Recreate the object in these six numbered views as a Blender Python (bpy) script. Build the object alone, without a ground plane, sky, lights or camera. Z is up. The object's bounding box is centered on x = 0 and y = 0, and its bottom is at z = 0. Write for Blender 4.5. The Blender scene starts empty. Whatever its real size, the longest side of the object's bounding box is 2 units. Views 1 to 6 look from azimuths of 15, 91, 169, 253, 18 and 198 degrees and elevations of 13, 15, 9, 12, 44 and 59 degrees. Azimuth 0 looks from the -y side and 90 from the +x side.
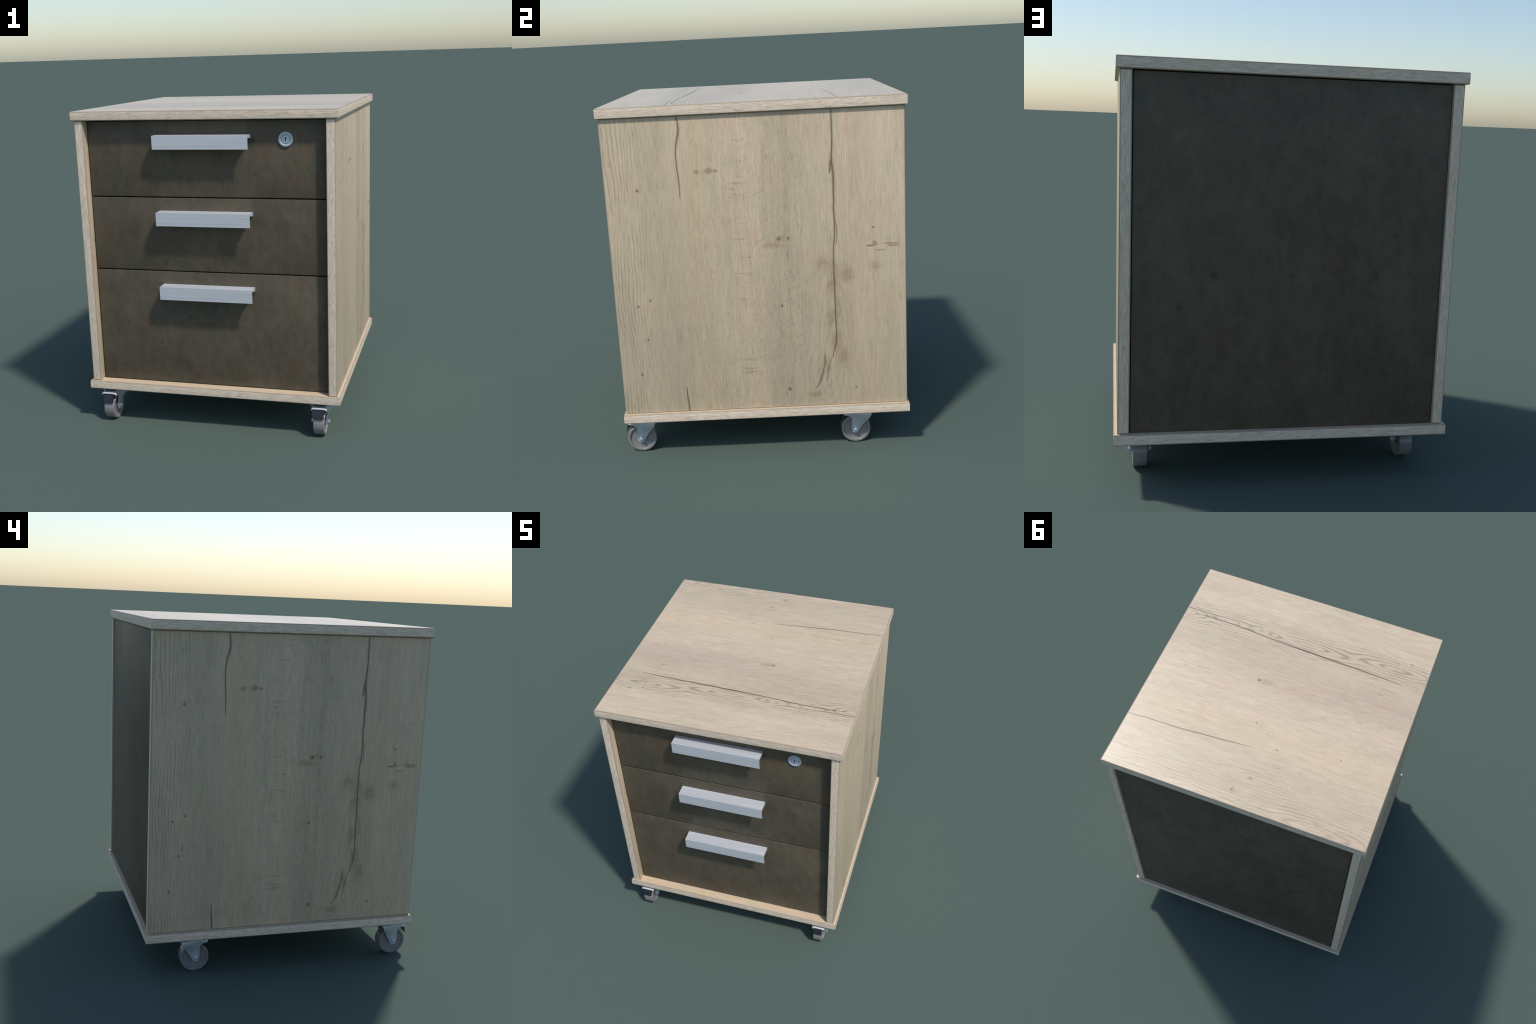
import bpy, bmesh, math
from mathutils import Vector, Matrix

# =====================================================================
#  Rolling three-drawer office pedestal: light oak laminate carcass,
#  dark slate-look drawer fronts and back, aluminium grips, four casters
# =====================================================================

# ---------------------------------------------------------------- sizes
TOP_X, TOP_YF, TOP_YB, TOP_Z0, TOP_Z1 = 0.8165, -0.8025, 0.822, 1.9440, 2.000
BASE_Z0, BASE_Z1 = 0.2205, 0.2755
SIDE_X0, SIDE_X1 = 0.744, 0.7995          # inner / outer face of a side panel
SIDE_YF, SIDE_YB = -0.792, 0.811
FRONT_Y = -0.741                         # drawer face
BACK_Y = 0.802


# ---------------------------------------------------------------- node helper
class Graph:
    def __init__(self, name):
        self.mat = bpy.data.materials.new(name)
        self.mat.use_nodes = True
        self.nt = self.mat.node_tree
        self.nt.nodes.clear()
        self.out = self.nt.nodes.new('ShaderNodeOutputMaterial')
        self.bsdf = self.nt.nodes.new('ShaderNodeBsdfPrincipled')
        self.nt.links.new(self.bsdf.outputs[0], self.out.inputs[0])

    def put(self, sock, v):
        if isinstance(v, bpy.types.NodeSocket):
            self.nt.links.new(v, sock)
        elif isinstance(v, (tuple, list)):
            sock.default_value = (*v, 1.0) if (len(v) == 3 and len(sock.default_value) == 4) else v
        else:
            sock.default_value = v

    def m(self, op, a, b=None, c=None, clamp=False):
        n = self.nt.nodes.new('ShaderNodeMath')
        n.operation = op
        n.use_clamp = clamp
        self.put(n.inputs[0], a)
        if b is not None:
            self.put(n.inputs[1], b)
        if c is not None:
            self.put(n.inputs[2], c)
        return n.outputs[0]

    def add(self, a, b): return self.m('ADD', a, b)
    def sub(self, a, b): return self.m('SUBTRACT', a, b)
    def mul(self, a, b): return self.m('MULTIPLY', a, b)

    def step(self, x, e0, e1, t0=0.0, t1=1.0):
        n = self.nt.nodes.new('ShaderNodeMapRange')
        n.interpolation_type = 'SMOOTHSTEP'
        self.put(n.inputs[0], x)
        for i, v in enumerate((e0, e1, t0, t1)):
            self.put(n.inputs[i + 1], v)
        return n.outputs[0]

    def lin(self, x, e0, e1, t0=0.0, t1=1.0):
        n = self.nt.nodes.new('ShaderNodeMapRange')
        self.put(n.inputs[0], x)
        for i, v in enumerate((e0, e1, t0, t1)):
            self.put(n.inputs[i + 1], v)
        return n.outputs[0]

    def vec(self, x, y, z=0.0):
        n = self.nt.nodes.new('ShaderNodeCombineXYZ')
        for i, v in enumerate((x, y, z)):
            self.put(n.inputs[i], v)
        return n.outputs[0]

    def coords(self):
        t = self.nt.nodes.new('ShaderNodeTexCoord')
        s = self.nt.nodes.new('ShaderNodeSeparateXYZ')
        self.nt.links.new(t.outputs['Object'], s.inputs[0])
        return s.outputs[0], s.outputs[1], s.outputs[2]

    def noise(self, v, scale=1.0, detail=2.0, rough=0.5, dist=0.0):
        n = self.nt.nodes.new('ShaderNodeTexNoise')
        n.noise_dimensions = '3D'
        self.put(n.inputs['Vector'], v)
        n.inputs['Scale'].default_value = scale
        n.inputs['Detail'].default_value = detail
        n.inputs['Roughness'].default_value = rough
        n.inputs['Distortion'].default_value = dist
        return n.outputs[0]

    def voronoi(self, v, scale, rand=1.0):
        n = self.nt.nodes.new('ShaderNodeTexVoronoi')
        self.put(n.inputs['Vector'], v)
        n.inputs['Scale'].default_value = scale
        n.inputs['Randomness'].default_value = rand
        return n.outputs['Distance'], n.outputs['Color']

    def mix(self, f, a, b, mode='MIX'):
        n = self.nt.nodes.new('ShaderNodeMix')
        n.data_type = 'RGBA'
        n.blend_type = mode
        n.clamp_factor = True
        self.put(n.inputs[0], f)
        self.put(n.inputs[6], a)
        self.put(n.inputs[7], b)
        return n.outputs[2]

    def curve(self, x, pts, lo, hi, kind='AUTO'):
        """piecewise curve through (x, value) points; x in metres."""
        xs = [p[0] for p in pts]
        x0, x1 = min(xs), max(xs)
        n = self.nt.nodes.new('ShaderNodeFloatCurve')
        c = n.mapping.curves[0]
        q = sorted(((px - x0) / (x1 - x0), (pv - lo) / (hi - lo)) for px, pv in pts)
        while len(c.points) < len(q):
            c.points.new(0.5, 0.5)
        for p, (u, v) in zip(c.points, q):
            p.location = (u, v)
            p.handle_type = kind
        n.mapping.update()
        self.put(n.inputs['Value'], self.lin(x, x0, x1))
        return self.lin(n.outputs[0], 0.0, 1.0, lo, hi)

    def bump(self, h, strength, dist):
        n = self.nt.nodes.new('ShaderNodeBump')
        n.inputs['Strength'].default_value = strength
        n.inputs['Distance'].default_value = dist
        self.put(n.inputs['Height'], h)
        self.nt.links.new(n.outputs[0], self.bsdf.inputs['Normal'])

    def finish(self, colour, rough=0.5, metal=0.0, spec=0.5):
        self.put(self.bsdf.inputs['Base Color'], colour)
        self.put(self.bsdf.inputs['Roughness'], rough)
        self.put(self.bsdf.inputs['Metallic'], metal)
        self.put(self.bsdf.inputs['Specular IOR Level'], spec)
        return self.mat

    # ---- wood marks, on (a = across the grain, l = along the grain) ----
    def spot(self, a, l, wob, ca, cl, ra, rl, ang=0.0, edge=0.25):
        da, dl = self.sub(a, ca), self.sub(l, cl)
        if ang:
            c, s = math.cos(ang), math.sin(ang)
            da, dl = (self.add(self.mul(da, c), self.mul(dl, s)),
                      self.sub(self.mul(dl, c), self.mul(da, s)))
        da, dl = self.m('DIVIDE', da, ra), self.m('DIVIDE', dl, rl)
        d = self.m('SQRT', self.add(self.mul(da, da), self.mul(dl, dl)))
        d = self.add(d, wob)
        return self.step(d, 1.0, edge)

    def radius(self, a, l, ca, cl, stretch):
        da, dl = self.sub(a, ca), self.mul(self.sub(l, cl), stretch)
        return self.m('SQRT', self.add(self.mul(da, da), self.mul(dl, dl)))

    def crack(self, a, l, path, widths, soft=0.0022):
        """dark check following path [(l, a)...] with half widths [(l, w)...]"""
        c = self.curve(l, path, -1.0, 1.0, 'AUTO')
        w = self.curve(l, widths, 0.0, 0.012, 'VECTOR')
        d = self.m('ABSOLUTE', self.sub(a, c))
        w = self.mul(w, 1.6)
        core = self.step(d, self.add(w, soft * 0.4), self.mul(w, 0.25))
        flank = self.mul(self.step(d, self.add(self.mul(w, 1.6), soft * 1.6), 0.0), 0.55)
        inside = self.m('MAXIMUM', core, flank)
        l0, l1 = min(p[0] for p in path), max(p[0] for p in path)
        gate = self.mul(self.step(l, l0 - 0.004, l0 + 0.004), self.step(l, l1 + 0.004, l1 - 0.004))
        return self.mul(inside, gate)

    def any(self, *masks):
        r = masks[0]
        for k in masks[1:]:
            r = self.m('MAXIMUM', r, k)
        return r


def srgb(r, g, b):
    f = lambda c: (c / 255 / 12.92) if c / 255 <= 0.04045 else ((c / 255 + 0.055) / 1.055) ** 2.4
    return (f(r), f(g), f(b))


def scaled(c, k):
    return tuple(min(1.0, v * k) for v in c)


# ---------------------------------------------------------------- oak laminate
OAK_SIDE = srgb(195, 178, 151)
OAK_TOP = srgb(199, 181, 155)
OAK_EDGE = srgb(221, 205, 184)
OAK_ARRIS = srgb(166, 151, 131)
OAK_BASE = srgb(208, 187, 158)


def oak_grain(g, a, l, seed, amp=1.0):
    """returns (warped across coordinate, brightness factor, tint noise)"""
    flow = g.noise(g.vec(g.mul(a, 5.0), g.mul(l, 1.6), seed), 1.0, 2.0, 0.5)
    flow2 = g.noise(g.vec(g.mul(a, 18.0), g.mul(l, 9.0), seed + 2), 1.0, 2.0, 0.5)
    aw = g.add(a, g.mul(g.sub(flow, 0.5), 0.05))
    aw = g.add(aw, g.mul(g.sub(flow2, 0.5), 0.012))
    fine = g.noise(g.vec(g.mul(aw, 95.0), g.mul(l, 9.0), seed + 3), 1.0, 3.0, 0.65)
    mid = g.noise(g.vec(g.mul(aw, 34.0), g.mul(l, 2.0), seed + 7), 1.0, 2.0, 0.5)
    broad = g.noise(g.vec(g.mul(aw, 7.0), g.mul(l, 0.9), seed + 11), 1.0, 2.0, 0.5)
    pores = g.noise(g.vec(g.mul(aw, 120.0), g.mul(l, 15.0), seed + 19), 1.0, 2.0, 0.5)
    dash = g.step(pores, 0.54, 0.72)
    patch = g.step(g.noise(g.vec(g.mul(aw, 9.0), g.mul(l, 2.5), seed + 23), 1.0, 2.0, 0.5), 0.38, 0.60)
    dash = g.mul(dash, g.add(0.35, g.mul(patch, 0.65)))
    b = g.add(1.0, g.mul(g.sub(fine, 0.5), 0.62 * amp))
    b = g.add(b, g.mul(g.sub(mid, 0.5), 0.32 * amp))
    b = g.add(b, g.mul(g.sub(broad, 0.5), 0.26 * amp))
    b = g.sub(b, g.mul(dash, 0.20 * amp))
    b = g.add(b, 0.035 * amp)
    tint = g.noise(g.vec(g.mul(aw, 16.0), g.mul(l, 4.0), seed + 31), 1.0, 4.0, 0.62)
    return aw, b, tint


def tint_mix(g, base, tint, b):
    """slight drift between a pinkish and a greenish grey cast"""
    col = g.mix(g.step(tint, 0.48, 0.66), base, (base[0] * 1.02, base[1] * 0.965, base[2] * 0.975))
    col = g.mix(g.step(tint, 0.50, 0.34), col, (base[0] * 0.955, base[1] * 0.97, base[2] * 0.945))
    return g.mix(1.0, col, g.vec(b, b, b), 'MULTIPLY')


def make_oak_side():
    """vertical grain; a = local y (left to right on the outer face), l = z"""
    g = Graph('oak_laminate_side')
    x, y, z = g.coords()
    a, l = y, z
    aw, b, tint = oak_grain(g, a, l, 2.0, 0.85)
    wob = g.mul(g.sub(g.noise(g.vec(g.mul(a, 30.0), g.mul(l, 30.0), 5.0), 1.0, 2.0), 0.5), 0.9)
    jit = g.add(a, g.mul(g.sub(g.noise(g.vec(g.mul(a, 4.0), g.mul(l, 22.0), 1.5), 1.0, 2.0), 0.5), 0.010))

    # strong wavy growth lines near the left border
    phase = g.add(g.mul(aw, 330.0),
                  g.mul(g.noise(g.vec(g.mul(a, 7.0), g.mul(l, 1.4), 4.0), 1.0, 2.0), 26.0))
    lines = g.step(g.m('SINE', phase), 0.15, 1.0)
    zone = g.mul(g.step(a, -0.52, -0.70), g.step(g.noise(g.vec(g.mul(a, 6), g.mul(l, 3), 8.0), 1.0, 1.0), 0.30, 0.55))
    b = g.sub(b, g.mul(g.mul(lines, zone), 0.22))
    # straight fine lines flanking the long check
    zone2 = g.mul(g.step(g.m('ABSOLUTE', g.sub(a, 0.41)), 0.19, 0.04), g.step(l, 0.7, 1.2))
    b = g.sub(b, g.mul(g.mul(g.step(g.m('SINE', g.mul(aw, 560.0)), 0.2, 1.0), zone2), 0.11))
    # oval growth rings round the lower end of the long check
    ring = g.m('MINIMUM', g.radius(a, l, 0.40, 0.62, 0.22), g.radius(a, l, 0.36, 0.42, 0.45))
    rp = g.add(g.mul(ring, 260.0), g.mul(g.noise(g.vec(g.mul(a, 14), g.mul(l, 7), 6.0), 1.0, 2.0), 9.0))
    b = g.sub(b, g.mul(g.mul(g.step(g.m('SINE', rp), 0.1, 1.0), g.step(ring, 0.20, 0.05)), 0.10))
    # medial ray flecks: short bowed strokes across the grain in the middle
    bow = g.add(l, g.mul(g.m('POWER', g.sub(a, -0.08), 2.0), -2.2))
    fl = g.noise(g.vec(g.mul(a, 7.0), g.mul(bow, 62.0), 9.0), 1.0, 1.0, 0.4)
    zone3 = g.mul(g.step(g.m('ABSOLUTE', g.sub(a, -0.06)), 0.20, 0.05),
                  g.step(g.noise(g.vec(g.mul(a, 9), g.mul(l, 5), 12.0), 1.0, 1.0), 0.42, 0.60))
    b = g.sub(b, g.mul(g.mul(g.step(fl, 0.57, 0.70), zone3), 0.20))
    sl = g.add(l, g.add(g.mul(a, -0.95), g.mul(g.mul(a, a), 1.2)))
    fl2 = g.noise(g.vec(g.mul(a, 9.0), g.mul(sl, 55.0), 19.0), 1.0, 1.0, 0.4)
    zone4 = g.mul(g.step(g.m('ABSOLUTE', g.sub(a, 0.18)), 0.17, 0.05),
                  g.mul(g.step(l, 0.45, 0.7), g.step(l, 1.15, 0.95)))
    b = g.sub(b, g.mul(g.mul(g.step(fl2, 0.57, 0.72), zone4), 0.13))
    # fish-scale chatter grain
    chat = g.noise(g.vec(g.mul(a, 75.0), g.mul(g.sub(l, g.mul(a, 0.35)), 30.0), 3.0), 1.0, 2.0, 0.6)
    zone5 = g.mul(g.step(a, -0.42, -0.30), g.step(a, 0.33, 0.22))
    b = g.sub(b, g.mul(g.mul(g.step(chat, 0.50, 0.66), zone5), 0.10))

    # plank-like bands, lighter and darker across the board
    b = g.mul(b, g.curve(aw, [(-0.80, 1.0), (-0.62, 0.97), (-0.52, 0.92), (-0.43, 0.94), (-0.37, 1.0), (-0.20, 1.01), (-0.05, 1.06), (0.0, 1.04),
                              (0.05, 0.95), (0.15, 0.92), (0.22, 0.96), (0.30, 0.98), (0.42, 0.99), (0.52, 1.03), (0.65, 1.05), (0.80, 1.03)], 0.8, 1.2))
    col = tint_mix(g, OAK_SIDE, tint, b)
    pink = g.any(g.step(g.m('ABSOLUTE', g.sub(aw, -0.06)), 0.10, 0.04), g.step(g.m('ABSOLUTE', g.sub(aw, 0.55)), 0.14, 0.06))
    col = g.mix(g.mul(pink, 0.6), col, g.mix(1.0, col, (1.02, 0.97, 0.97), 'MULTIPLY'))
    # slow colour zones: warm strip, grey strip
    warm = g.mul(g.step(g.m('ABSOLUTE', g.sub(aw, -0.31)), 0.12, 0.02), 0.45)
    col = g.mix(warm, col, g.mix(1.0, col, (1.0, 0.955, 0.87), 'MULTIPLY'))
    grey = g.mul(g.step(g.m('ABSOLUTE', g.sub(aw, 0.12)), 0.12, 0.05), 0.75)
    col = g.mix(grey, col, g.mix(1.0, col, (0.975, 0.985, 0.98), 'MULTIPLY'))
    cool = g.mul(g.step(g.m('ABSOLUTE', g.sub(aw, -0.52)), 0.10, 0.02), 0.6)
    col = g.mix(cool, col, g.mix(1.0, col, (0.98, 0.985, 0.98), 'MULTIPLY'))

    # stains beside the long check, faint
    stain = g.any(g.spot(a, l, wob, 0.343, 1.107, 0.055, 0.07, 0, 0.0),
                  g.spot(a, l, wob, 0.482, 1.042, 0.055, 0.075, 0, 0.0),
                  g.spot(a, l, wob, 0.395, 0.99, 0.035, 0.09, 0, 0.0),
                  g.spot(a, l, wob, 0.385, 0.79, 0.035, 0.10, 0, 0.0),
                  g.spot(a, l, wob, 0.450, 0.56, 0.045, 0.09, 0, 0.0),
                  g.spot(a, l, wob, 0.352, 0.52, 0.030, 0.09, 0.2, 0.0),
                  g.spot(a, l, wob, 0.28, 0.345, 0.06, 0.03, 0, 0.0),
                  g.spot(a, l, wob, 0.075, 1.225, 0.085, 0.030, 0, 0.0),
                  g.spot(a, l, wob, 0.125, 1.262, 0.045, 0.028, 0, 0.0),
                  g.spot(a, l, wob, 0.63, 1.085, 0.05, 0.04, 0, 0.0))
    # smudge hugging the lower half of the long check
    hug = g.mul(g.step(g.m('ABSOLUTE', g.add(g.sub(a, 0.405), g.mul(wob, 0.03))), 0.05, 0.0), g.mul(g.step(l, 0.42, 0.60), g.step(l, 1.22, 1.02)))
    hug = g.mul(hug, g.step(g.noise(g.vec(g.mul(a, 22.0), g.mul(l, 7.0), 15.0), 1.0, 3.0, 0.6), 0.40, 0.60))
    stain = g.any(stain, hug)
    col = g.mix(g.mul(stain, 1.0), col, g.mix(1.0, col, (0.80, 0.73, 0.68), 'MULTIPLY'))

    # knots and pips
    knots = g.any(g.spot(a, l, wob, -0.235, 1.647, 0.042, 0.022, 0, 0.35),
                  g.spot(a, l, wob, -0.305, 1.645, 0.018, 0.020, 0, 0.35),
                  g.spot(a, l, wob, 0.62, 1.200, 0.045, 0.010, 0.1, 0.35),
                  g.spot(a, l, wob, 0.632, 1.213, 0.014, 0.018, 0, 0.35),
                  g.spot(a, l, wob, 0.72, 1.207, 0.065, 0.008, 0, 0.35),
                  g.spot(a, l, wob, 0.735, 1.196, 0.05, 0.010, 0, 0.35),
                  g.spot(a, l, wob, 0.66, 1.172, 0.05, 0.006, 0, 0.35),
                  g.spot(a, l, wob, -0.765, 1.70, 0.016, 0.026, 0, -0.6),
                  g.spot(a, l, wob, -0.735, 1.40, 0.012, 0.10, -0.1, -0.6))
    dark = g.any(g.spot(a, l, wob, -0.203, 1.645, 0.014, 0.010),
                 g.spot(a, l, wob, 0.112, 1.259, 0.016, 0.014),
                 g.spot(a, l, wob, 0.166, 1.261, 0.012, 0.013),
                 g.spot(a, l, wob, -0.627, 1.558, 0.012, 0.013),
                 g.spot(a, l, wob, 0.116, 0.879, 0.009, 0.013),
                 g.spot(a, l, wob, 0.138, 0.386, 0.016, 0.016),
                 g.spot(a, l, wob, -0.606, 0.944, 0.010, 0.011),
                 g.spot(a, l, wob, -0.674, 0.913, 0.010, 0.010),
                 g.spot(a, l, wob, -0.636, 0.718, 0.009, 0.010),
                 g.spot(a, l, wob, -0.686, 0.512, 0.010, 0.018),
                 g.spot(a, l, wob, 0.514, 0.379, 0.009, 0.012),
                 g.spot(a, l, wob, 0.605, 1.198, 0.020, 0.006),
                 g.spot(a, l, wob, 0.625, 1.30, 0.012, 0.008))
    col = g.mix(g.mul(knots, 0.75), col, g.mix(1.0, col, (0.60, 0.52, 0.45), 'MULTIPLY'))
    col = g.mix(g.mul(dark, 0.68), col, srgb(108, 84, 66))

    # drying checks
    c1 = g.crack(jit, l, [(1.95, -0.393), (1.871, -0.386), (1.777, -0.404), (1.695, -0.407), (1.60, -0.402), (1.505, -0.401)],
                 [(1.95, 0.002), (1.86, 0.0045), (1.77, 0.003), (1.69, 0.0022), (1.60, 0.003), (1.505, 0.0008)])
    c2 = g.crack(jit, l, [(0.43, -0.444), (0.35, -0.440), (0.27, -0.436)], [(0.43, 0.0006), (0.38, 0.0024), (0.27, 0.003)])
    c3 = g.crack(jit, l, [(1.95, 0.416), (1.79, 0.415), (1.696, 0.411), (1.586, 0.418), (1.433, 0.415), (1.305, 0.417), (1.148, 0.407),
                          (0.942, 0.408), (0.792, 0.409), (0.671, 0.410), (0.60, 0.394), (0.565, 0.388)],
                 [(1.95, 0.003), (1.80, 0.003), (1.69, 0.0045), (1.60, 0.0045), (1.43, 0.0032), (1.15, 0.0022), (0.90, 0.0026), (0.65, 0.0022), (0.565, 0.0014)])
    c4 = g.crack(jit, l, [(1.70, 0.410), (1.65, 0.405), (1.605, 0.399)], [(1.70, 0.001), (1.65, 0.004), (1.605, 0.002)])
    c5 = g.crack(jit, l, [(0.585, 0.344), (0.52, 0.338), (0.445, 0.319), (0.40, 0.302), (0.378, 0.285)],
                 [(0.585, 0.001), (0.50, 0.0035), (0.44, 0.0045), (0.40, 0.003), (0.378, 0.001)])
    c6 = g.crack(jit, l, [(0.57, 0.385), (0.50, 0.362), (0.42, 0.350)], [(0.57, 0.001), (0.50, 0.0022), (0.42, 0.0008)])
    c7 = g.crack(jit, l, [(1.36, 0.420), (1.30, 0.428), (1.22, 0.424)], [(1.36, 0.001), (1.30, 0.0025), (1.22, 0.0006)])
    checks = g.any(c1, c2, c3, c4, g.mul(c5, 0.8), g.mul(c6, 0.7), g.mul(c7, 0.7))
    col = g.mix(g.mul(checks, 0.85), col, srgb(100, 78, 59))
    return g.finish(col, 0.50, 0.0, 0.25)


def make_oak_top():
    """grain across the cabinet; a = y, l = x"""
    g = Graph('oak_laminate_top')
    x, y, z = g.coords()
    a, l = y, x
    aw, b, tint = oak_grain(g, a, l, 41.0, 0.80)
    wob = g.mul(g.sub(g.noise(g.vec(g.mul(a, 30.0), g.mul(l, 30.0), 5.0), 1.0, 2.0), 0.5), 0.9)
    jit = g.add(a, g.mul(g.sub(g.noise(g.vec(g.mul(a, 4.0), g.mul(l, 22.0), 1.5), 1.0, 2.0), 0.5), 0.006))

    def rings(centres, freq, reach, wiggle, seed):
        r = None
        for ca, cl, st in centres:
            k = g.radius(a, l, ca, cl, st)
            r = k if r is None else g.m('SMOOTH_MIN', r, k, 0.03)
        ph = g.add(g.mul(r, freq), g.mul(g.noise(g.vec(g.mul(a, 16), g.mul(l, 7), seed), 1.0, 3.0), wiggle))
        vary = g.step(g.noise(g.vec(g.mul(a, 12), g.mul(l, 5), seed + 4), 1.0, 1.0), 0.28, 0.55)
        return g.mul(g.mul(g.step(g.m('SINE', ph), 0.0, 1.0), g.step(r, reach, reach * 0.25)), vary)

    front = rings([(-0.405, 0.78, 0.30), (-0.428, 0.24, 0.24), (-0.425, 0.50, 0.30), (-0.43, -0.05, 0.15), (-0.455, -0.60, 0.17)], 330.0, 0.14, 5.5, 3.0)
    rear = rings([(0.84, -0.15, 0.25), (0.82, 0.15, 0.18), (0.80, -0.52, 0.20), (0.86, 0.62, 0.15)], 300.0, 0.17, 6.0, 7.0)
    lines = g.step(g.m('SINE', g.add(g.mul(aw, 340.0), g.mul(g.noise(g.vec(g.mul(a, 6), g.mul(l, 2), 3.0), 1.0, 2.0), 14.0))), 0.2, 1.0)
    lz = g.mul(g.step(g.m('ABSOLUTE', g.sub(a, -0.28)), 0.16, 0.03), g.step(g.noise(g.vec(g.mul(a, 8), g.mul(l, 3), 14.0), 1.0, 1.0), 0.35, 0.6))
    lz2 = g.mul(g.step(a, 0.52, 0.62), g.step(g.noise(g.vec(g.mul(a, 8), g.mul(l, 3), 24.0), 1.0, 1.0), 0.35, 0.6))
    b = g.sub(b, g.mul(front, 0.33))
    b = g.sub(b, g.mul(rear, 0.22))
    b = g.sub(b, g.mul(g.mul(lines, g.any(lz, lz2)), 0.12))
    # faint ray flecks across the grain
    fl = g.noise(g.vec(g.add(g.mul(g.add(l, g.mul(g.mul(a, a), 0.8)), 48.0), g.mul(wob, 1.6)), g.mul(a, 12.0), 9.0), 1.0, 2.0, 0.5)
    fz = g.mul(g.step(g.m('ABSOLUTE', g.sub(a, 0.27)), 0.17, 0.06), g.step(g.noise(g.vec(g.mul(a, 5), g.mul(l, 5), 12.0), 1.0, 1.0), 0.45, 0.6))
    b = g.sub(b, g.mul(g.mul(g.step(fl, 0.57, 0.72), fz), 0.07))

    b = g.mul(b, g.curve(aw, [(-0.82, 1.02), (-0.55, 1.03), (-0.42, 0.97), (-0.27, 0.94), (-0.10, 0.96), (0.10, 1.03), (0.35, 1.04), (0.50, 0.98), (0.65, 0.96), (0.82, 1.0)], 0.8, 1.2))
    col = tint_mix(g, OAK_TOP, tint, b)
    mauve = g.mul(g.step(g.m('ABSOLUTE', g.sub(aw, -0.10)), 0.14, 0.03), g.mul(g.step(l, 0.45, -0.1), 0.8))
    col = g.mix(mauve, col, g.mix(1.0, col, (0.95, 0.925, 0.965), 'MULTIPLY'))
    warm = g.mul(g.step(g.m('ABSOLUTE', g.sub(aw, 0.33)), 0.16, 0.04), 0.6)
    col = g.mix(warm, col, g.mix(1.0, col, (1.0, 0.98, 0.93), 'MULTIPLY'))

    soft = g.any(g.spot(a, l, wob, -0.062, 0.125, 0.034, 0.085, 0, 0.0),
                 g.spot(a, l, wob, -0.442, -0.62, 0.018, 0.07, 0, 0.0),
                 g.spot(a, l, wob, -0.427, 0.235, 0.022, 0.03, 0, 0.0),
                 g.spot(a, l, wob, 0.615, -0.044, 0.020, 0.035, 0, 0.0),
                 g.spot(a, l, wob, -0.235, -0.567, 0.014, 0.035, 0, 0.0),
                 g.spot(a, l, wob, 0.755, -0.50, 0.020, 0.06, 0, 0.0),
                 g.spot(a, l, wob, -0.470, -0.30, 0.012, 0.08, 0, 0.0),
                 g.spot(a, l, wob, 0.728, 0.02, 0.03, 0.03, 0, 0.0))
    dark = g.any(g.spot(a, l, wob, -0.060, 0.163, 0.012, 0.016),
                 g.spot(a, l, wob, -0.530, -0.687, 0.007, 0.016),
                 g.spot(a, l, wob, -0.504, -0.601, 0.006, 0.010),
                 g.spot(a, l, wob, -0.427, 0.235, 0.007, 0.009),
                 g.spot(a, l, wob, 0.719, 0.031, 0.008, 0.008),
                 g.spot(a, l, wob, 0.706, 0.028, 0.006, 0.006),
                 g.spot(a, l, wob, 0.615, -0.044, 0.008, 0.010),
                 g.spot(a, l, wob, 0.307, -0.496, 0.005, 0.008),
                 g.spot(a, l, wob, 0.379, -0.120, 0.005, 0.012),
                 g.spot(a, l, wob, 0.242, 0.064, 0.010, 0.005))
    col = g.mix(g.mul(soft, 0.60), col, scaled(OAK_TOP, 0.58))
    col = g.mix(g.mul(dark, 0.75), col, srgb(104, 88, 72))

    k1 = g.crack(jit, l, [(0.745, -0.404), (0.667, -0.412), (0.52, -0.412), (0.389, -0.406), (0.202, -0.391), (0.021, -0.384), (-0.158, -0.376),
                          (-0.335, -0.370), (-0.51, -0.363), (-0.67, -0.352)],
                 [(0.745, 0.0006), (0.60, 0.0020), (0.30, 0.0022), (0.10, 0.0025), (-0.05, 0.0040), (-0.20, 0.0034), (-0.50, 0.0026), (-0.67, 0.0004)])
    k2 = g.crack(jit, l, [(0.82, -0.438), (0.624, -0.441), (0.415, -0.450)], [(0.82, 0.0016), (0.66, 0.0020), (0.55, 0.0010), (0.415, 0.0004)])
    k3 = g.crack(jit, l, [(0.82, 0.461), (0.635, 0.452), (0.465, 0.448), (0.334, 0.437), (0.186, 0.427), (0.03, 0.412)],
                 [(0.82, 0.0012), (0.55, 0.0022), (0.30, 0.0026), (0.15, 0.0020), (0.03, 0.0003)])
    checks = g.any(k1, g.mul(k2, 0.8), g.mul(k3, 0.85))
    col = g.mix(g.mul(checks, 0.95), col, srgb(88, 72, 60))
    g.bump(b, 0.06, 0.002)
    return g.finish(col, 0.32, 0.0, 0.5)


def make_oak_plain():
    g = Graph('oak_laminate_base')
    x, y, z = g.coords()
    aw, b, tint = oak_grain(g, y, x, 77.0, 0.6)
    return g.finish(tint_mix(g, OAK_BASE, tint, b), 0.5, 0.0, 0.35)


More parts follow.
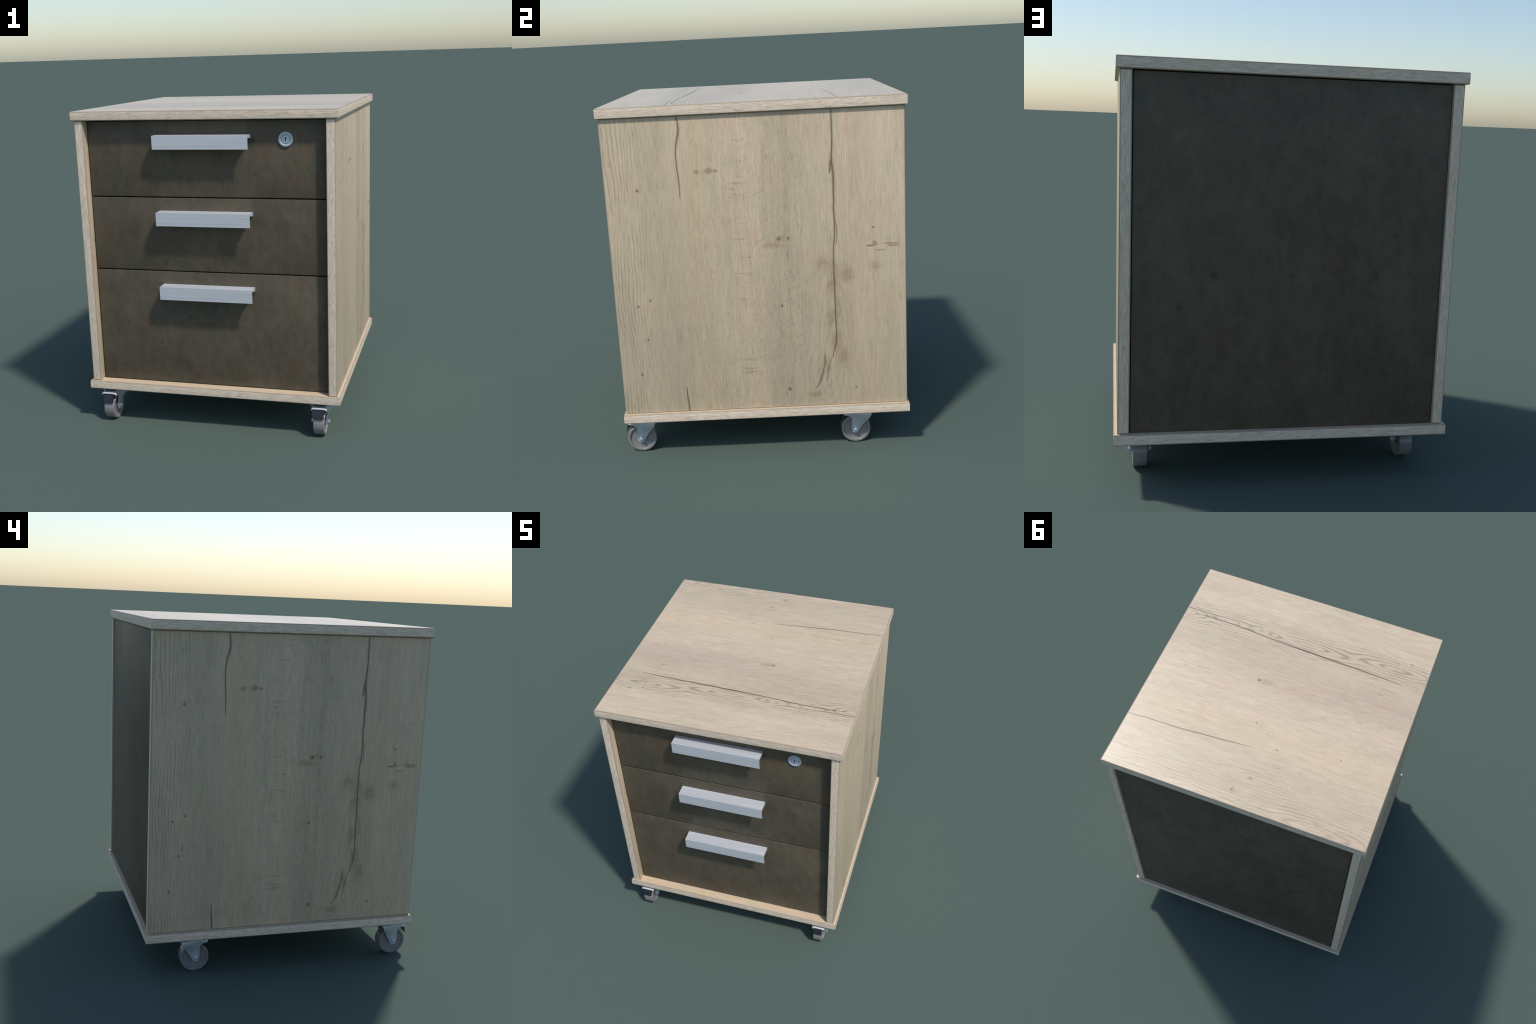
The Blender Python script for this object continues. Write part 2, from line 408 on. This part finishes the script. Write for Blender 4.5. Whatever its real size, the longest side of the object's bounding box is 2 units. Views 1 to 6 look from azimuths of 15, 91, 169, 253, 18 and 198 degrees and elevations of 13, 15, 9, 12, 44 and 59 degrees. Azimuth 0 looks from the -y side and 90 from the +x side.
def make_edge(name, vertical):
    """thin edge banding: short dark dashes along the strip"""
    g = Graph(name)
    x, y, z = g.coords()
    hi, lo = 155.0, 15.0
    s = (hi, hi, lo) if vertical else (lo, lo, hi)
    v = g.vec(g.mul(x, s[0]), g.mul(y, s[1]), g.mul(z, s[2]))
    n1 = g.noise(v, 1.0, 3.0, 0.65)
    n2 = g.noise(v, 1.7, 2.0, 0.5)
    n3 = g.noise(v, 0.30, 2.0, 0.5)
    b = g.add(1.04, g.mul(g.sub(n1, 0.5), 0.80))
    b = g.add(b, g.mul(g.sub(n3, 0.5), 0.16))
    dash = g.mul(g.step(n2, 0.51, 0.66), 0.38)
    hue = g.noise(v, 0.35, 3.0, 0.5)
    col = g.mix(g.step(hue, 0.40, 0.62), (OAK_EDGE[0] * 0.99, OAK_EDGE[1] * 0.985, OAK_EDGE[2] * 0.97), (OAK_EDGE[0] * 1.0, OAK_EDGE[1] * 0.965, OAK_EDGE[2] * 0.965))
    col = g.mix(1.0, col, g.vec(b, b, b), 'MULTIPLY')
    col = g.mix(g.mul(dash, 1.6), col, g.mix(1.0, col, (0.64, 0.58, 0.53), 'MULTIPLY'))
    return g.finish(col, 0.55, 0.0, 0.3)


def make_arris():
    """darker brownish rounding along the board edges"""
    g = Graph('oak_arris')
    x, y, z = g.coords()
    n = g.noise(g.vec(x, y, z), 40.0, 2.0, 0.5)
    b = g.add(0.92, g.mul(n, 0.16))
    return g.finish(g.mix(1.0, OAK_ARRIS, g.vec(b, b, b), 'MULTIPLY'), 0.55, 0.0, 0.3)


# ---------------------------------------------------------------- dark slate laminate
def make_slate():
    g = Graph('dark_slate_laminate')
    x, y, z = g.coords()
    p = g.vec(x, g.mul(y, 1.0), z)
    cloud = g.noise(p, 2.6, 4.0, 0.55)
    cloud2 = g.noise(g.vec(g.mul(x, 6.0), y, g.mul(z, 4.0)), 1.0, 4.0, 0.6, 0.4)
    blot = g.noise(g.vec(g.mul(x, 22.0), y, g.mul(z, 13.0)), 1.0, 3.0, 0.6, 0.6)
    hue = g.noise(g.vec(g.mul(x, 11.0), y, g.add(g.mul(z, 8.0), 9.0)), 1.0, 3.0, 0.5)
    hue2 = g.noise(g.vec(g.mul(x, 8.0), y, g.add(g.mul(z, 6.0), 29.0)), 1.0, 3.0, 0.5)
    base = srgb(91, 82, 68)
    col = g.mix(g.step(hue, 0.40, 0.66), base, (base[0] * 0.91, base[1] * 0.985, base[2] * 1.0))
    col = g.mix(g.step(hue2, 0.52, 0.72), col, (base[0] * 1.05, base[1] * 0.955, base[2] * 0.95))
    b = g.add(1.0, g.mul(g.sub(cloud, 0.5), 0.50))
    b = g.add(b, g.mul(g.sub(cloud2, 0.5), 0.60))
    b = g.add(b, g.mul(g.sub(blot, 0.5), 0.70))
    # darker pits
    d, c = g.voronoi(g.vec(g.mul(x, 9.0), y, g.mul(z, 9.0)), 1.0)
    pit = g.mul(g.step(g.add(d, g.mul(g.sub(blot, 0.5), 0.35)), 0.13, 0.03), g.step(hue, 0.42, 0.55))
    d2, c2 = g.voronoi(g.vec(g.add(g.mul(x, 17.0), 3.0), y, g.mul(z, 15.0)), 1.0)
    pit2 = g.step(g.add(d2, g.mul(g.sub(blot, 0.5), 0.3)), 0.14, 0.02)
    b = g.sub(b, g.mul(pit, 0.22))
    b = g.sub(b, g.mul(g.mul(pit2, g.step(cloud2, 0.42, 0.58)), 0.20))
    col = g.mix(1.0, col, g.vec(b, b, b), 'MULTIPLY')
    return g.finish(col, 0.50, 0.0, 0.25)


def make_brushed(name, tone, along, rough, metal, contrast):
    g = Graph(name)
    x, y, z = g.coords()
    s = {'x': (2.0, 150.0, 150.0), 'z': (170.0, 170.0, 6.0)}[along]
    v = g.vec(g.mul(x, s[0]), g.mul(y, s[1]), g.mul(z, s[2]))
    n = g.noise(v, 1.0, 3.0, 0.65)
    n2 = g.noise(v, 0.35, 2.0, 0.5)
    b = g.add(1.0, g.mul(g.sub(n, 0.5), contrast))
    b = g.add(b, g.mul(g.sub(n2, 0.5), contrast * 0.8))
    return g.finish(g.mix(1.0, tone, g.vec(b, b, b), 'MULTIPLY'), rough, metal, 0.5)


def make_plain(name, tone, rough, metal=0.0, spec=0.5):
    g = Graph(name)
    x, y, z = g.coords()
    n = g.noise(g.vec(x, y, z), 60.0, 2.0, 0.5)
    b = g.add(0.96, g.mul(n, 0.08))
    return g.finish(g.mix(1.0, tone, g.vec(b, b, b), 'MULTIPLY'), rough, metal, spec)


M_SIDE = make_oak_side()
M_TOP = make_oak_top()
M_BASE = make_oak_plain()
M_EDGE_H = make_edge('oak_edge_band_level', False)
M_EDGE_V = make_edge('oak_edge_band_upright', True)
M_ARRIS = make_arris()
M_SLATE = make_slate()
M_GRIP = make_brushed('brushed_aluminium', srgb(204, 207, 212), 'x', 0.42, 0.20, 0.42)
M_ZINC = make_brushed('zinc_plated_steel', srgb(182, 188, 194), 'z', 0.38, 0.25, 0.40)
M_BOLT = make_plain('bright_zinc_steel', srgb(190, 199, 207), 0.38, 0.3)
M_LIP = make_plain('zinc_lip_sun_lightened', srgb(226, 229, 233), 0.3, 0.1)
M_LOCK = make_plain('satin_nickel', srgb(186, 196, 206), 0.42, 0.25)
M_WHEEL = make_plain('grey_polyamide_tyre', srgb(130, 129, 128), 0.20)
M_PEDAL = make_plain('black_plastic', srgb(36, 36, 40), 0.4)
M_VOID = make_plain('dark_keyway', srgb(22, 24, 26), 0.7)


# ---------------------------------------------------------------- mesh helpers
def new_object(name, bm, mat, parent, smooth_angle=None):
    bmesh.ops.recalc_face_normals(bm, faces=bm.faces)
    me = bpy.data.meshes.new(name)
    bm.to_mesh(me)
    bm.free()
    for mm in (mat if isinstance(mat, (list, tuple)) else [mat]):
        me.materials.append(mm)
    ob = bpy.data.objects.new(name, me)
    bpy.context.scene.collection.objects.link(ob)
    if parent is not None:
        ob.parent = parent
    if smooth_angle is not None:
        for p in me.polygons:
            p.use_smooth = True
        me.set_sharp_from_angle(angle=math.radians(smooth_angle))
    return ob


def box_bm(x0, x1, y0, y1, z0, z1, bevel=0.0, segs=3, pick=None):
    bm = bmesh.new()
    vs = [bm.verts.new((x, y, z)) for x in (x0, x1) for y in (y0, y1) for z in (z0, z1)]
    for f in ((0, 1, 3, 2), (4, 6, 7, 5), (0, 4, 5, 1), (2, 3, 7, 6), (0, 2, 6, 4), (1, 5, 7, 3)):
        bm.faces.new([vs[i] for i in f])
    if bevel:
        es = [e for e in bm.edges if pick is None or pick(e)]
        bmesh.ops.bevel(bm, geom=es, offset=bevel, segments=segs, profile=0.5, affect='EDGES')
    return bm


ARRIS_SLOT = 1


def mark_arrises(bm):
    """faces of a rounding (not square to an axis) take the arris material"""
    bm.normal_update()
    for f in bm.faces:
        if max(abs(c) for c in f.normal) < 0.985:
            f.material_index = ARRIS_SLOT
    return bm


def frame_band(x, yf, yb, z0, z1, thick, r, segs=4):
    """closed strip round a slab: rounded outer arrises, mitred corners"""
    prof = [(thick, z0)]
    for i in range(segs + 1):
        t = math.pi / 2 * i / segs
        prof.append((r - r * math.sin(t), z0 + r - r * math.cos(t)))
    for i in range(segs + 1):
        t = math.pi / 2 * i / segs
        prof.append((r - r * math.cos(t), z1 - r + r * math.sin(t)))
    prof.append((thick, z1))
    bm = bmesh.new()
    rings = []
    for sx, y, sy in ((-1, yf, 1), (1, yf, 1), (1, yb, -1), (-1, yb, -1)):
        rings.append([bm.verts.new((sx * (x - d), y + sy * d, z)) for d, z in prof])
    n = len(prof)
    for k in range(4):
        A, B = rings[k], rings[(k + 1) % 4]
        for i in range(n):
            j = (i + 1) % n
            bm.faces.new((A[i], B[i], B[j], A[j]))
    return mark_arrises(bm)


def lathe_bm(profile, axis, steps=48):
    """profile [(radius, height)] turned about the named axis"""
    bm = bmesh.new()
    put = {'x': lambda r, h, c, s: (h, r * c, r * s), 'z': lambda r, h, c, s: (r * c, r * s, h),
           '-y': lambda r, h, c, s: (r * c, -h, r * s)}[axis]
    rows = []
    for r, h in profile:
        if r < 1e-6:
            rows.append([bm.verts.new(put(0, h, 1, 0))])
        else:
            rows.append([bm.verts.new(put(r, h, math.cos(2 * math.pi * i / steps), math.sin(2 * math.pi * i / steps))) for i in range(steps)])
    for A, B in zip(rows, rows[1:]):
        for i in range(steps):
            j = (i + 1) % steps
            if len(A) == 1 and len(B) == 1:
                continue
            if len(A) == 1:
                bm.faces.new((A[0], B[i], B[j]))
            elif len(B) == 1:
                bm.faces.new((A[i], B[0], A[j]))
            else:
                bm.faces.new((A[i], B[i], B[j], A[j]))
    return bm


def extrude_x(profile, x0, x1):
    bm = bmesh.new()
    A = [bm.verts.new((x0, y, z)) for y, z in profile]
    B = [bm.verts.new((x1, y, z)) for y, z in profile]
    n = len(profile)
    for i in range(n):
        j = (i + 1) % n
        bm.faces.new((A[i], A[j], B[j], B[i]))
    bm.faces.new(A)
    bm.faces.new(B[::-1])
    return bm


def instance(src, parent, loc=(0, 0, 0), rot_z=0.0):
    ob = src.copy()
    bpy.context.scene.collection.objects.link(ob)
    ob.parent = parent
    ob.location = loc
    ob.rotation_euler = (0, 0, rot_z)
    return ob


# ---------------------------------------------------------------- the cabinet
root = bpy.data.objects.new('drawer_cabinet', None)
bpy.context.scene.collection.objects.link(root)
root['label'] = 'rolling three-drawer office cabinet, pale oak with dark slate fronts'
root['category'] = 'drawer cabinet'

BAND = 0.0062
ARRIS = 0.0055
SEAM = 0.0003


def slab(name, z0, z1, mat):
    core = new_object(name, box_bm(-TOP_X + BAND + SEAM, TOP_X - BAND - SEAM, TOP_YF + BAND + SEAM, TOP_YB - BAND - SEAM, z0, z1), mat, root)
    new_object('edge_band', frame_band(TOP_X, TOP_YF, TOP_YB, z0, z1, BAND, ARRIS), [M_EDGE_H, M_ARRIS], core, 40)
    return core


slab('top_panel', TOP_Z0, TOP_Z1, M_TOP)
slab('base_panel', BASE_Z0, BASE_Z1, M_BASE)

# side panels: the left one is the right one turned half round
half = (SIDE_YB - SIDE_YF) / 2
mid_y = (SIDE_YB + SIDE_YF) / 2
GAP = 0.0005
def level_edges(e):
    return abs(e.verts[0].co.y - e.verts[1].co.y) > 0.1


side = new_object('side_panel', mark_arrises(box_bm(SIDE_X0, SIDE_X1, -half + BAND + SEAM, half - BAND - SEAM, BASE_Z1 + GAP, TOP_Z0 - GAP, 0.0045, 3, level_edges)),
                  [M_SIDE, M_ARRIS], root, 40)
side.location = (0, mid_y, 0)


def outer_edges(s):
    return lambda e: all(v.co.y * s > half - 0.001 for v in e.verts)


def upright_band(s):
    y0, y1 = (-half, -half + BAND) if s < 0 else (half - BAND, half)
    return mark_arrises(box_bm(SIDE_X0, SIDE_X1, y0, y1, BASE_Z1 + GAP, TOP_Z0 - GAP, ARRIS, 4, outer_edges(s)))


band_f = new_object('edge_band', upright_band(-1), [M_EDGE_V, M_ARRIS], side, 40)
band_b = new_object('edge_band', upright_band(1), [M_EDGE_V, M_ARRIS], side, 40)
other = instance(side, root, (0, mid_y, 0), math.pi)
instance(band_f, other)
instance(band_b, other)

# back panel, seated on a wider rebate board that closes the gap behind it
back = new_object('back_panel', box_bm(-SIDE_X0 + 0.004, SIDE_X0 - 0.004, BACK_Y - 0.030, BACK_Y, BASE_Z1 + 0.003, TOP_Z0 - 0.005, 0.003, 2), M_SLATE, root, 40)
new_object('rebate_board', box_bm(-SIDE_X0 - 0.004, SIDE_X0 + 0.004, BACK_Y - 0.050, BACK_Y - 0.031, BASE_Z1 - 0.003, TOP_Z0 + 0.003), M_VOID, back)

# drawers
GRIP_HALF = 0.293
grip_profile = [(0.000, 0.000), (0.0008, 0.0), (0.0825, 0.0), (0.0825, -0.025), (0.045, -0.0185), (0.018, -0.0140), (0.0095, -0.0145), (0.0060, -0.0185),
                (0.0050, -0.030), (0.0052, -0.052), (0.0062, -0.070), (0.0080, -0.0808), (0.0005, -0.0813), (0.0, -0.0808)]
drawers = [(1.4785, 1.9360, 1.8545), (1.0165, 1.4715, 1.3930), (0.2810, 1.0095, 0.9300)]
grip = None
for z0, z1, grip_z in drawers:
    d = new_object('drawer_front', box_bm(-SIDE_X0 + 0.007, SIDE_X0 - 0.007, FRONT_Y, FRONT_Y + 0.046, z0, z1, 0.0035, 3), M_SLATE, root, 40)
    if grip is None:
        grip = new_object('handle', extrude_x([(y - 0.822, z) for y, z in grip_profile], -GRIP_HALF, GRIP_HALF), M_GRIP, d, 25)
        grip.location.z = grip_z
    else:
        instance(grip, d, (0, 0, grip_z))

# cylinder lock: flange, dished ring, plug with keyway
lock = new_object('lock', lathe_bm([(0.0435, -0.001), (0.0435, 0.0065), (0.0425, 0.0085), (0.0405, 0.0092), (0.0345, 0.0098), (0.0335, 0.0094), (0.0285, 0.0062),
                                    (0.0278, 0.0035), (0.0232, 0.0035), (0.0226, 0.0088), (0.0214, 0.0096), (0.0, 0.0098)], '-y', 64), M_LOCK, root, 30)
lock.location = (0.502, FRONT_Y, 1.824)
new_object('key_slot', box_bm(-0.0029, 0.0029, -0.0103, -0.0070, -0.0125, 0.0125), M_VOID, lock)

# ---------------------------------------------------------------- casters
# local frame: swivel axis at x = y = 0, wheel trails towards -y
AXLE_Y, AXLE_Z, WHEEL_R, WHEEL_W = -0.102, 0.084, 0.084, 0.0345


def wheel_mesh():
    R, w = WHEEL_R, WHEEL_W
    side_prof = [(0.012, w - 0.010), (0.060, w - 0.010), (0.067, w - 0.0085), (0.0695, w - 0.002), (0.0715, w), (0.0800, w),
                 (0.0822, w - 0.0009), (0.0835, w - 0.0027), (R, w - 0.0055)]
    prof = [(r, h) for r, h in side_prof] + [(r, -h) for r, h in reversed(side_prof)]
    return lathe_bm(prof, 'x', 72)


def sst(x, a, b):
    t = max(0.0, min(1.0, (x - a) / (b - a)))
    return t * t * (3 - 2 * t)


def fork_mesh():
    """pressed sheet fork: two drop arms under a crown, lip towards -y"""
    half_path = [  # half width, height, front edge y, back edge y (swivel frame)
        (0.0435, 0.0620, -0.107, -0.101), (0.0435, 0.0642, -0.117, -0.093), (0.0435, 0.0705, -0.124, -0.088),
        (0.0435, 0.0800, -0.128, -0.083), (0.0435, 0.0900, -0.129, -0.078), (0.0440, 0.1100, -0.128, -0.065),
        (0.0455, 0.1400, -0.127, -0.044), (0.0470, 0.1560, -0.128, -0.032), (0.0480, 0.1640, -0.133, -0.027),
        (0.0485, 0.1690, -0.145, -0.024), (0.0490, 0.1735, -0.162, -0.021), (0.0490, 0.1780, -0.171, -0.018),
        (0.0480, 0.1850, -0.175, -0.012), (0.0450, 0.1905, -0.176, -0.006), (0.0380, 0.1935, -0.176, 0.002),
        (0.0200, 0.1940, -0.176, 0.022)]
    path = [(-w, z, a, b) for w, z, a, b in half_path] + [(0.0, 0.1940, -0.176, 0.035)] + [(w, z, a, b) for w, z, a, b in reversed(half_path)]
    bm = bmesh.new()
    cols = 14
    rows = []
    for w, z, yf, yb in path:
        row = []
        for k in range(cols + 1):
            y = yf + (yb - yf) * k / cols
            flare = 0.031 * sst(y, -0.150, -0.040) * sst(z, 0.115, 0.175)
            x = w * (1 + flare / 0.048)
            rise = 0.012 * sst(y, -0.170, -0.110) * sst(z, 0.160, 0.192)
            row.append(bm.verts.new((x, y, z + rise)))
        rows.append(row)
    for A, B in zip(rows, rows[1:]):
        for i in range(cols):
            bm.faces.new((A[i], A[i + 1], B[i + 1], B[i]))
    bmesh.ops.recalc_face_normals(bm, faces=bm.faces)
    up = sum((f.normal.z for f in bm.faces if f.calc_center_median().z > 0.19), 0.0)
    if up < 0:
        bmesh.ops.reverse_faces(bm, faces=bm.faces)
    bmesh.ops.solidify(bm, geom=bm.faces[:], thickness=0.0055)
    for f in bm.faces:                       # front lip: zinc tone lightened to paint its sunlit line
        c = f.calc_center_median()
        if c.y < -0.167 and c.z > 0.172:
            f.material_index = 1
    return bm


def pedal_mesh():
    """black brake lever: flat tongue above the lip, hooked blade below it"""
    blade = [(-0.120, 0.1830), (-0.150, 0.1865), (-0.171, 0.1840), (-0.182, 0.1660), (-0.1895, 0.1320), (-0.1875, 0.1290),
             (-0.172, 0.1500), (-0.152, 0.1660), (-0.135, 0.1720), (-0.120, 0.1720)]
    bm = extrude_x(blade, -0.031, 0.031)
    tongue = box_bm(-0.031, 0.031, -0.152, -0.080, 0.1985, 0.2120, 0.002, 2)
    me = bpy.data.meshes.new('tongue_tmp')
    tongue.to_mesh(me)
    tongue.free()
    bm.from_mesh(me)
    bpy.data.meshes.remove(me)
    return bm


def bolt_mesh():
    e, r = 0.0490, 0.0125
    dome = [(r, e - 0.006), (r, e + 0.003), (r * 0.93, e + 0.005), (r * 0.72, e + 0.0078), (r * 0.4, e + 0.0095), (0.0, e + 0.0100)]
    return lathe_bm([(0.0, -e - 0.0100)] + [(q, -h) for q, h in reversed(dome[:-1])] + dome, 'x', 32)


def plate_mesh():
    bm = box_bm(-0.062, 0.062, -0.080, 0.080, BASE_Z0 - 0.0065, BASE_Z0 - 0.0004, 0.006, 3,
                lambda e: abs(e.verts[0].co.z - e.verts[1].co.z) > 0.004)
    race = lathe_bm([(0.0, 0.190), (0.040, 0.190), (0.046, 0.196), (0.050, 0.2150), (0.0, 0.2150)], 'z', 40)
    me = bpy.data.meshes.new('race_tmp')
    race.to_mesh(me)
    race.free()
    bm.from_mesh(me)
    bpy.data.meshes.remove(me)
    return bm


first = None
for cx, cy in ((0.685, -0.625), (-0.696, -0.625), (0.685, 0.625), (-0.696, 0.625)):
    if first is None:
        c = new_object('caster', plate_mesh(), M_ZINC, root, 35)
        fork = new_object('fork', fork_mesh(), [M_ZINC, M_LIP], c, 50)
        wheel = new_object('wheel', wheel_mesh(), M_WHEEL, c, 40)
        wheel.location = (0, AXLE_Y, AXLE_Z)
        pedal = new_object('brake_pedal', pedal_mesh(), M_PEDAL, c, 30)
        bolt = new_object('axle_bolt', bolt_mesh(), M_BOLT, c, 40)
        bolt.location = (0, AXLE_Y - 0.003, AXLE_Z + 0.004)
        first = c
    else:
        c = instance(first, root)
        for part in (fork, wheel, pedal, bolt):
            instance(part, c, part.location.copy())
    c.location = (cx, cy, 0)
